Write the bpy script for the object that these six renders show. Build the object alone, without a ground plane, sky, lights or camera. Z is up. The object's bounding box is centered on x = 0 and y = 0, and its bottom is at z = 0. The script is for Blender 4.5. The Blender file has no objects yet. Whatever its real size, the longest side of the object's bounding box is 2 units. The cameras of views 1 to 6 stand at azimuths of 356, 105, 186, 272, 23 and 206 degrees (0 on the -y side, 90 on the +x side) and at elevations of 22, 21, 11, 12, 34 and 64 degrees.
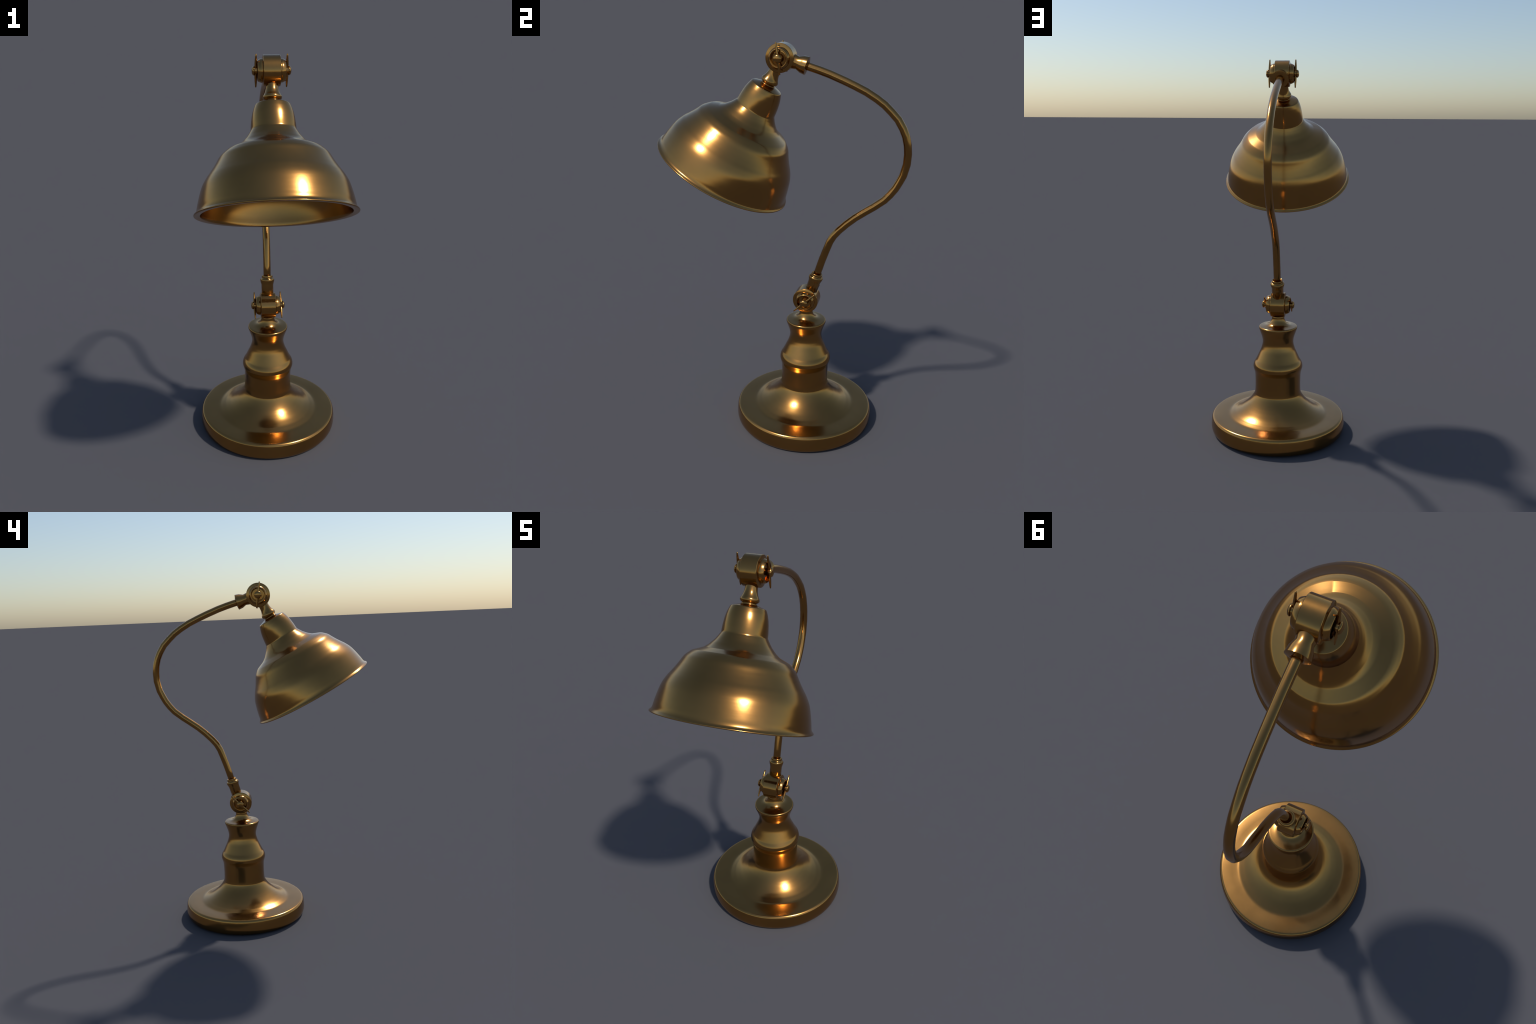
"""Antique brass desk lamp: turned base, two wing-nut pivots, gooseneck arm, bell shade."""
import bpy, bmesh, math
from mathutils import Vector, Matrix

# ------------------------------------------------------------------ materials
def brass(name, colour, rough, grain_scale, grain=0.05, wear=0.10):
    m = bpy.data.materials.new(name)
    m.use_nodes = True
    nt = m.node_tree
    for n in list(nt.nodes):
        nt.nodes.remove(n)
    N = nt.nodes.new
    L = nt.links.new
    out = N("ShaderNodeOutputMaterial")
    bs = N("ShaderNodeBsdfPrincipled")
    bs.inputs["Metallic"].default_value = 1.0
    L(bs.outputs[0], out.inputs[0])
    tc = N("ShaderNodeTexCoord")
    mp = N("ShaderNodeMapping")
    mp.inputs["Scale"].default_value = grain_scale
    L(tc.outputs["Object"], mp.inputs[0])
    fine = N("ShaderNodeTexNoise")                    # brushed lathe grain
    fine.inputs["Scale"].default_value = 9.0
    fine.inputs["Detail"].default_value = 4.0
    L(mp.outputs[0], fine.inputs["Vector"])
    cloud = N("ShaderNodeTexNoise")                   # faint cloudy tarnish
    cloud.inputs["Scale"].default_value = 5.0
    cloud.inputs["Detail"].default_value = 3.0
    L(tc.outputs["Object"], cloud.inputs["Vector"])
    mixn = N("ShaderNodeMath"); mixn.operation = "ADD"
    L(fine.outputs["Fac"], mixn.inputs[0]); L(cloud.outputs["Fac"], mixn.inputs[1])
    rr = N("ShaderNodeMapRange")
    rr.inputs["From Min"].default_value = 0.6
    rr.inputs["From Max"].default_value = 1.4
    rr.inputs["To Min"].default_value = rough - grain
    rr.inputs["To Max"].default_value = rough + grain
    L(mixn.outputs[0], rr.inputs["Value"]); L(rr.outputs[0], bs.inputs["Roughness"])
    ramp = N("ShaderNodeValToRGB")
    ramp.color_ramp.elements[0].position = 0.3
    ramp.color_ramp.elements[1].position = 0.7
    ramp.color_ramp.elements[0].color = [c * (1 - wear) for c in colour] + [1]
    ramp.color_ramp.elements[1].color = [c * (1 + wear * 0.5) for c in colour] + [1]
    L(cloud.outputs["Fac"], ramp.inputs[0]); L(ramp.outputs[0], bs.inputs["Base Color"])
    return m

COLOUR = (0.42, 0.216, 0.062)
BRASS_TURNED = brass("brushed_brass", COLOUR, 0.20, (1.0, 1.0, 14.0), 0.025)
BRASS_SMALL = brass("polished_brass", COLOUR, 0.18, (6.0, 6.0, 6.0), 0.02)
BRASS_TUBE = brass("brass_tube", COLOUR, 0.17, (4.0, 4.0, 4.0), 0.02)

# ------------------------------------------------------------------ helpers
def curve(points, steps=6):
    """Catmull-Rom through (radius, height) control points."""
    p = [Vector(q) for q in points]
    e = [2 * p[0] - p[1]] + p + [2 * p[-1] - p[-2]]
    res = []
    for i in range(len(p) - 1):
        a, b, c, d = e[i:i + 4]
        for k in range(steps):
            u = k / steps
            res.append(0.5 * (2 * b + (c - a) * u + (2 * a - 5 * b + 4 * c - d) * u * u
                              + (3 * b - a - 3 * c + d) * u ** 3))
    res.append(p[-1])
    return [tuple(q) for q in res]

def finish(name, bm, mat, parent, matrix, sharp=35):
    me = bpy.data.meshes.new(name)
    bm.normal_update()
    bm.to_mesh(me)
    bm.free()
    me.polygons.foreach_set("use_smooth", [True] * len(me.polygons))
    me.set_sharp_from_angle(angle=math.radians(sharp))
    me.materials.append(mat)
    ob = bpy.data.objects.new(name, me)
    bpy.context.scene.collection.objects.link(ob)
    if parent is not None:
        ob.parent = parent
        ob.matrix_parent_inverse = Matrix.Identity(4)
        ob.matrix_local = world(parent).inverted() @ matrix
    else:
        ob.matrix_local = matrix
    WORLD[ob.name] = matrix.copy()
    return ob

WORLD = {}
def world(ob):
    return WORLD[ob.name]

def turned(name, profile, mat, parent, matrix, seg=96, sharp=35, closed=False, creases=(), arc=None):
    """Solid of revolution about local z from a (radius, height) outline."""
    bm = bmesh.new()
    rings = []
    for r, z in profile:
        if r < 1e-6:
            rings.append([bm.verts.new((0, 0, z))])
        else:
            rings.append([bm.verts.new((r * math.cos(2 * math.pi * k / seg),
                                        r * math.sin(2 * math.pi * k / seg), z)) for k in range(seg)])
    pairs = list(zip(rings, rings[1:]))
    if closed:
        pairs.append((rings[-1], rings[0]))
    for A, B in pairs:
        for k in range(seg):
            j = (k + 1) % seg
            if len(A) == 1 and len(B) == 1:
                continue
            if len(A) == 1:
                bm.faces.new((A[0], B[j], B[k]))
            elif len(B) == 1:
                bm.faces.new((A[k], A[j], B[0]))
            else:
                bm.faces.new((A[k], A[j], B[j], B[k]))
    bmesh.ops.recalc_face_normals(bm, faces=bm.faces)
    marked = []
    for r, z in creases:                              # rings that keep a hard edge
        i = min(range(len(profile)), key=lambda k: abs(profile[k][0] - r) + abs(profile[k][1] - z))
        marked.append({v.co.copy().freeze() for v in rings[i]})
    ob = finish(name, bm, mat, parent, matrix, sharp)
    if marked:
        me = ob.data
        flag = me.attributes.get("sharp_edge") or me.attributes.new("sharp_edge", "BOOLEAN", "EDGE")
        for e in me.edges:
            a, b = (me.vertices[v].co for v in e.vertices)
            for ring in marked:
                if a.copy().freeze() in ring and b.copy().freeze() in ring:
                    mid = math.degrees(math.atan2(a.y + b.y, a.x + b.x)) % 360
                    if arc and not arc[0] <= mid <= arc[1]:
                        continue
                    flag.data[e.index].value = True
    return ob

def frame(origin, axis, up=(1, 0, 0)):
    """Matrix whose local z runs along axis and whose local x is as near up as can be."""
    z = Vector(axis).normalized()
    x = Vector(up) - Vector(up).dot(z) * z
    x.normalize()
    y = z.cross(x)
    m = Matrix((x, y, z)).transposed().to_4x4()
    m.translation = Vector(origin)
    return m

# ------------------------------------------------------------------ the lamp
FOOT = Vector((0, 0.1406, 0))
lamp = bpy.data.objects.new("desk_lamp", None)
lamp["label"] = "antique brass desk lamp with curved arm and bell shade"
lamp["category"] = "desk lamp"
lamp.location = FOOT
bpy.context.scene.collection.objects.link(lamp)
WORLD["desk_lamp"] = Matrix.Translation(FOOT)

# base: round plate, flared foot, column with a bulge, waisted neck, domed top
plate = curve([(0.3450, 0.0), (0.3555, 0.0060), (0.3625, 0.0180), (0.3657, 0.0360), (0.3652, 0.0560),
               (0.3640, 0.0700), (0.3625, 0.0795), (0.3608, 0.0850), (0.3582, 0.0893), (0.3548, 0.0924), (0.3508, 0.0943), (0.3462, 0.0950)], 4)
flare = curve([(0.3000, 0.0953), (0.2790, 0.0957), (0.2690, 0.0963), (0.2620, 0.0977), (0.2560, 0.0998), (0.2430, 0.1053), (0.2290, 0.1118),
               (0.2050, 0.1264), (0.1810, 0.1450), (0.1660, 0.1586), (0.1560, 0.1690), (0.1450, 0.1827),
               (0.1345, 0.1985), (0.1285, 0.2105), (0.1257, 0.2195), (0.1238, 0.2380), (0.1231, 0.2700), (0.1235, 0.3010),
               (0.1243, 0.3190), (0.1259, 0.3335), (0.1298, 0.3486), (0.1330, 0.3595), (0.1341, 0.3696), (0.1324, 0.3805),
               (0.1285, 0.3902), (0.1232, 0.3990), (0.1192, 0.4055), (0.1118, 0.4212), (0.1030, 0.4408), (0.0938, 0.4617),
               (0.0890, 0.4759), (0.0853, 0.4900), (0.0834, 0.5047), (0.0843, 0.5193), (0.0883, 0.5368),
               (0.0940, 0.5537), (0.1008, 0.5728), (0.1030, 0.5800), (0.1036, 0.5855), (0.1028, 0.5897), (0.1003, 0.5925),
               (0.0965, 0.5938), (0.0850, 0.5948), (0.0720, 0.5965), (0.0600, 0.6000), (0.0488, 0.6068),
               (0.0398, 0.6187), (0.0350, 0.6305), (0.0337, 0.6373), (0.0336, 0.6430), (0.0322, 0.6475), (0.0280, 0.6500)], 4)
base = turned("base", [(0, 0)] + plate + flare + [(0, 0.6500)],
              BRASS_TURNED, lamp, Matrix.Translation(FOOT), seg=128, sharp=50)

# ---- pivots -------------------------------------------------------------
def pivot(centre, wing_dir, k):
    """Drum on a cross axis, a stepped cap each side with a sunk washer, and a wing nut each side."""
    c = Vector(centre)
    R = 0.0680 * k
    w = 0.0420
    m = frame(c, (1, 0, 0), up=(0, 0, 1))
    edge = [(0.0535 * k, w), (R - 0.0014, w - 0.0042), (R, w - 0.0056)]
    drum = turned("pivot_drum", [(0, -w)] + [(r, -z) for r, z in edge] + edge[::-1] + [(0, w)],
                  BRASS_SMALL, lamp, m, seg=64, sharp=20)
    for s in (1, -1):
        side = frame(c, (s, 0, 0), up=(0, 0, 1))
        cap = [(0.0395, w - 0.002), (0.0520, w - 0.002), (0.0522, w + 0.0035), (0.0508, w + 0.0085), (0.0462, w + 0.0175),
               (0.0444, w + 0.0198), (0.0418, w + 0.0206), (0.0395, w + 0.0198)]
        cap = [(r * k, z) for r, z in cap]
        turned("pivot_cap", cap, BRASS_SMALL, drum, side, seg=64, sharp=45, closed=True)
        # washer: round plate with one flat, sunk in the cap
        bm = bmesh.new()
        n, rw = 48, 0.0305 * k
        ring = []
        for i in range(n):
            a = 2 * math.pi * i / n
            ring.append((max(rw * math.cos(a), -0.0245 * k), rw * math.sin(a)))
        lo = [bm.verts.new((x, y, w - 0.001)) for x, y in ring]
        hi = [bm.verts.new((x, y, w + 0.0095)) for x, y in ring]
        bm.faces.new(hi)
        bm.faces.new(lo[::-1])
        for i in range(n):
            j = (i + 1) % n
            bm.faces.new((lo[i], lo[j], hi[j], hi[i]))
        bmesh.ops.remove_doubles(bm, verts=bm.verts, dist=1e-5)
        bmesh.ops.recalc_face_normals(bm, faces=bm.faces)
        finish("washer", bm, BRASS_SMALL, drum, side, 30)
        # wing nut: hub, domed end, two tapered wings
        dome = curve([(0.0180, 0.0752), (0.0203, 0.0770), (0.0199, 0.0803), (0.0165, 0.0842), (0.0098, 0.0869), (0.0, 0.0878)], 4)
        nut = turned("wing_nut", [(0, 0.045), (0.0152, 0.045), (0.0152, 0.0752)] + dome,
                     BRASS_SMALL, drum, side, seg=32, sharp=40)
        d = Vector(wing_dir).normalized()
        for t in (1, -1):
            o = c + Vector((s * 0.0695, 0, 0))
            wm = frame(o, d * t + Vector((-s * 0.012, 0, 0)), up=(1, 0, 0))
            prof = [(0, 0.008), (0.0066, 0.008), (0.0064, 0.020), (0.0056, 0.040), (0.0044, 0.058),
                    (0.0032, 0.0715), (0.0022, 0.0738), (0, 0.0742)]
            turned("wing", prof, BRASS_SMALL, nut, wm, seg=16, sharp=60)
    return drum

LOW = Vector((0, 0.1402, 0.7110))
HIGH = Vector((0, -0.0132, 1.9266))
lower = pivot(LOW, (0, 0.0530, 0.0513), 0.965)
upper = pivot(HIGH, (0, -0.0108, 0.0735), 1.0)

# sleeve that holds the arm above the lower pivot
sleeve_axis = Vector((0, 0.284, 0.959)).normalized()
sleeve = turned("sleeve", [(0.0, 0.010), (0.0306, 0.012), (0.0313, 0.1050)] + curve([(0.0324, 0.1095), (0.0352, 0.119),
                (0.0367, 0.1260), (0.0366, 0.1310), (0.0350, 0.1350), (0.0310, 0.1385), (0.0282, 0.1395)], 4)
                + curve([(0.0280, 0.1430), (0.0286, 0.1470), (0.0280, 0.1510), (0.0258, 0.1530), (0.0236, 0.1522), (0.0216, 0.1500), (0.0196, 0.1488)], 4) + [(0, 0.1488)],
                BRASS_SMALL, lower, frame((0, 0.1490, 0.7110), sleeve_axis), seg=64, sharp=120)

# flared socket at the upper pivot
socket_axis = Vector((0, 0.9650, -0.2625)).normalized()
socket = turned("socket", [(0, 0.040), (0.0375, 0.040), (0.0345, 0.0580), (0.0306, 0.0825), (0.0405, 0.1045), (0.0437, 0.1285),
                           (0.0235, 0.1335), (0.0218, 0.1332), (0.0196, 0.1312), (0, 0.1312)],
                BRASS_SMALL, upper, frame((0, -0.0132, 1.9258), socket_axis), seg=48, sharp=50)

# gooseneck arm: bent tube
spine = [(0.0500, 1.9075), (0.1301, 1.8858), (0.1723, 1.8735), (0.2206, 1.8577), (0.2917, 1.8300), (0.3399, 1.8095), (0.3944, 1.7845),
         (0.4456, 1.7545), (0.4824, 1.7288), (0.5161, 1.6975), (0.5484, 1.6642), (0.5741, 1.6228),
         (0.5900, 1.5875), (0.6003, 1.5470), (0.6046, 1.5070), (0.6030, 1.4580), (0.5900, 1.4030),
         (0.5750, 1.3700), (0.5579, 1.3370), (0.5345, 1.3040), (0.5090, 1.2750), (0.4644, 1.2393),
         (0.4178, 1.2066), (0.3732, 1.1740), (0.3320, 1.1379), (0.2933, 1.0985), (0.2690, 1.0685),
         (0.2511, 1.0365), (0.2330, 0.9860), (0.2155, 0.9345), (0.2070, 0.9060), (0.1700, 0.7820)]
def tube(name, pts, radius, mat, parent, seg=20):
    bm = bmesh.new()
    P = [Vector((0, y, z)) for y, z in pts]
    rings = []
    for i, p in enumerate(P):
        t = (P[min(i + 1, len(P) - 1)] - P[max(i - 1, 0)]).normalized()
        side = Vector((1, 0, 0))
        up = t.cross(side)
        rings.append([bm.verts.new(p - world(parent).translation + radius * (math.cos(2 * math.pi * k / seg) * side
                      + math.sin(2 * math.pi * k / seg) * up)) for k in range(seg)])
    for A, B in zip(rings, rings[1:]):
        for k in range(seg):
            j = (k + 1) % seg
            bm.faces.new((A[k], A[j], B[j], B[k]))
    bm.faces.new(rings[0][::-1])
    bm.faces.new(rings[-1])
    bmesh.ops.recalc_face_normals(bm, faces=bm.faces)
    return finish(name, bm, mat, parent, Matrix.Translation(world(parent).translation), 150)
arm = tube("arm", spine, 0.0190, BRASS_TUBE, lamp)

# shade and its stem share one tilted axis
tilt = math.radians(27.75)
shade_axis = Vector((0, -math.sin(tilt), -math.cos(tilt)))
shade_frame = frame((0, -0.0106, 1.9279), shade_axis)
stem = turned("stem", [(0, 0.045), (0.0275, 0.045)] + curve([(0.0275, 0.060), (0.0280, 0.078), (0.0298, 0.092), (0.0345, 0.106),
              (0.0400, 0.1165), (0.0420, 0.1215), (0.0422, 0.1260), (0.0402, 0.1310), (0.0340, 0.1355), (0.0300, 0.1372)], 4)
              + curve([(0.0298, 0.1382), (0.0330, 0.1390), (0.0348, 0.1408), (0.0350, 0.1440), (0.0350, 0.1560)], 3) + [(0, 0.1560)],
              BRASS_SMALL, upper, shade_frame, seg=64, sharp=45)

outer = curve([(0.0330, 0.1425), (0.0450, 0.1462), (0.0600, 0.1508), (0.0715, 0.1545), (0.0760, 0.1567), (0.0786, 0.1600)], 3)[:-1] + \
    curve([(0.0786, 0.1600), (0.0830, 0.1705), (0.0875, 0.1830), (0.0937, 0.2071), (0.0984, 0.2400), (0.1009, 0.2726)], 5)[:-1] + \
    curve([(0.1009, 0.2726), (0.1062, 0.2813), (0.1124, 0.2912), (0.1238, 0.3071), (0.1438, 0.3292)], 5) + \
    [(0.1585, 0.3408), (0.1656, 0.3455), (0.2070, 0.3628), (0.2140, 0.3668)] + \
    curve([(0.2255, 0.3768), (0.2417, 0.3936), (0.2555, 0.4174), (0.2690, 0.4394), (0.2854, 0.4637), (0.3015, 0.4867),
           (0.3190, 0.5199), (0.3313, 0.5596), (0.3408, 0.5999), (0.3445, 0.6200), (0.3478, 0.6300), (0.3530, 0.6360), (0.3565, 0.6390)], 5)
BAND = ((0.1656, 0.3455), (0.2070, 0.3628))            # hard-edged flat step on the shoulder
lip = curve([(0.3578, 0.6412), (0.3568, 0.6438), (0.3520, 0.6452), (0.3400, 0.6445), (0.3300, 0.6428)], 4)
inner = curve([(0.3296, 0.6420), (0.3245, 0.6000), (0.3165, 0.5620), (0.3050, 0.5260), (0.2890, 0.4950), (0.2700, 0.4670),
               (0.2540, 0.4440), (0.2380, 0.4200), (0.2200, 0.3980), (0.1980, 0.3800), (0.1640, 0.3640), (0.1330, 0.3400),
               (0.1130, 0.3140), (0.0920, 0.2780), (0.0880, 0.2400), (0.0840, 0.2100), (0.0740, 0.1700), (0.0500, 0.1650)], 3)
shade = turned("shade", outer + lip + inner + [(0, 0.1650)], BRASS_TURNED, upper, shade_frame, seg=160, sharp=50, creases=BAND, arc=(68, 160))
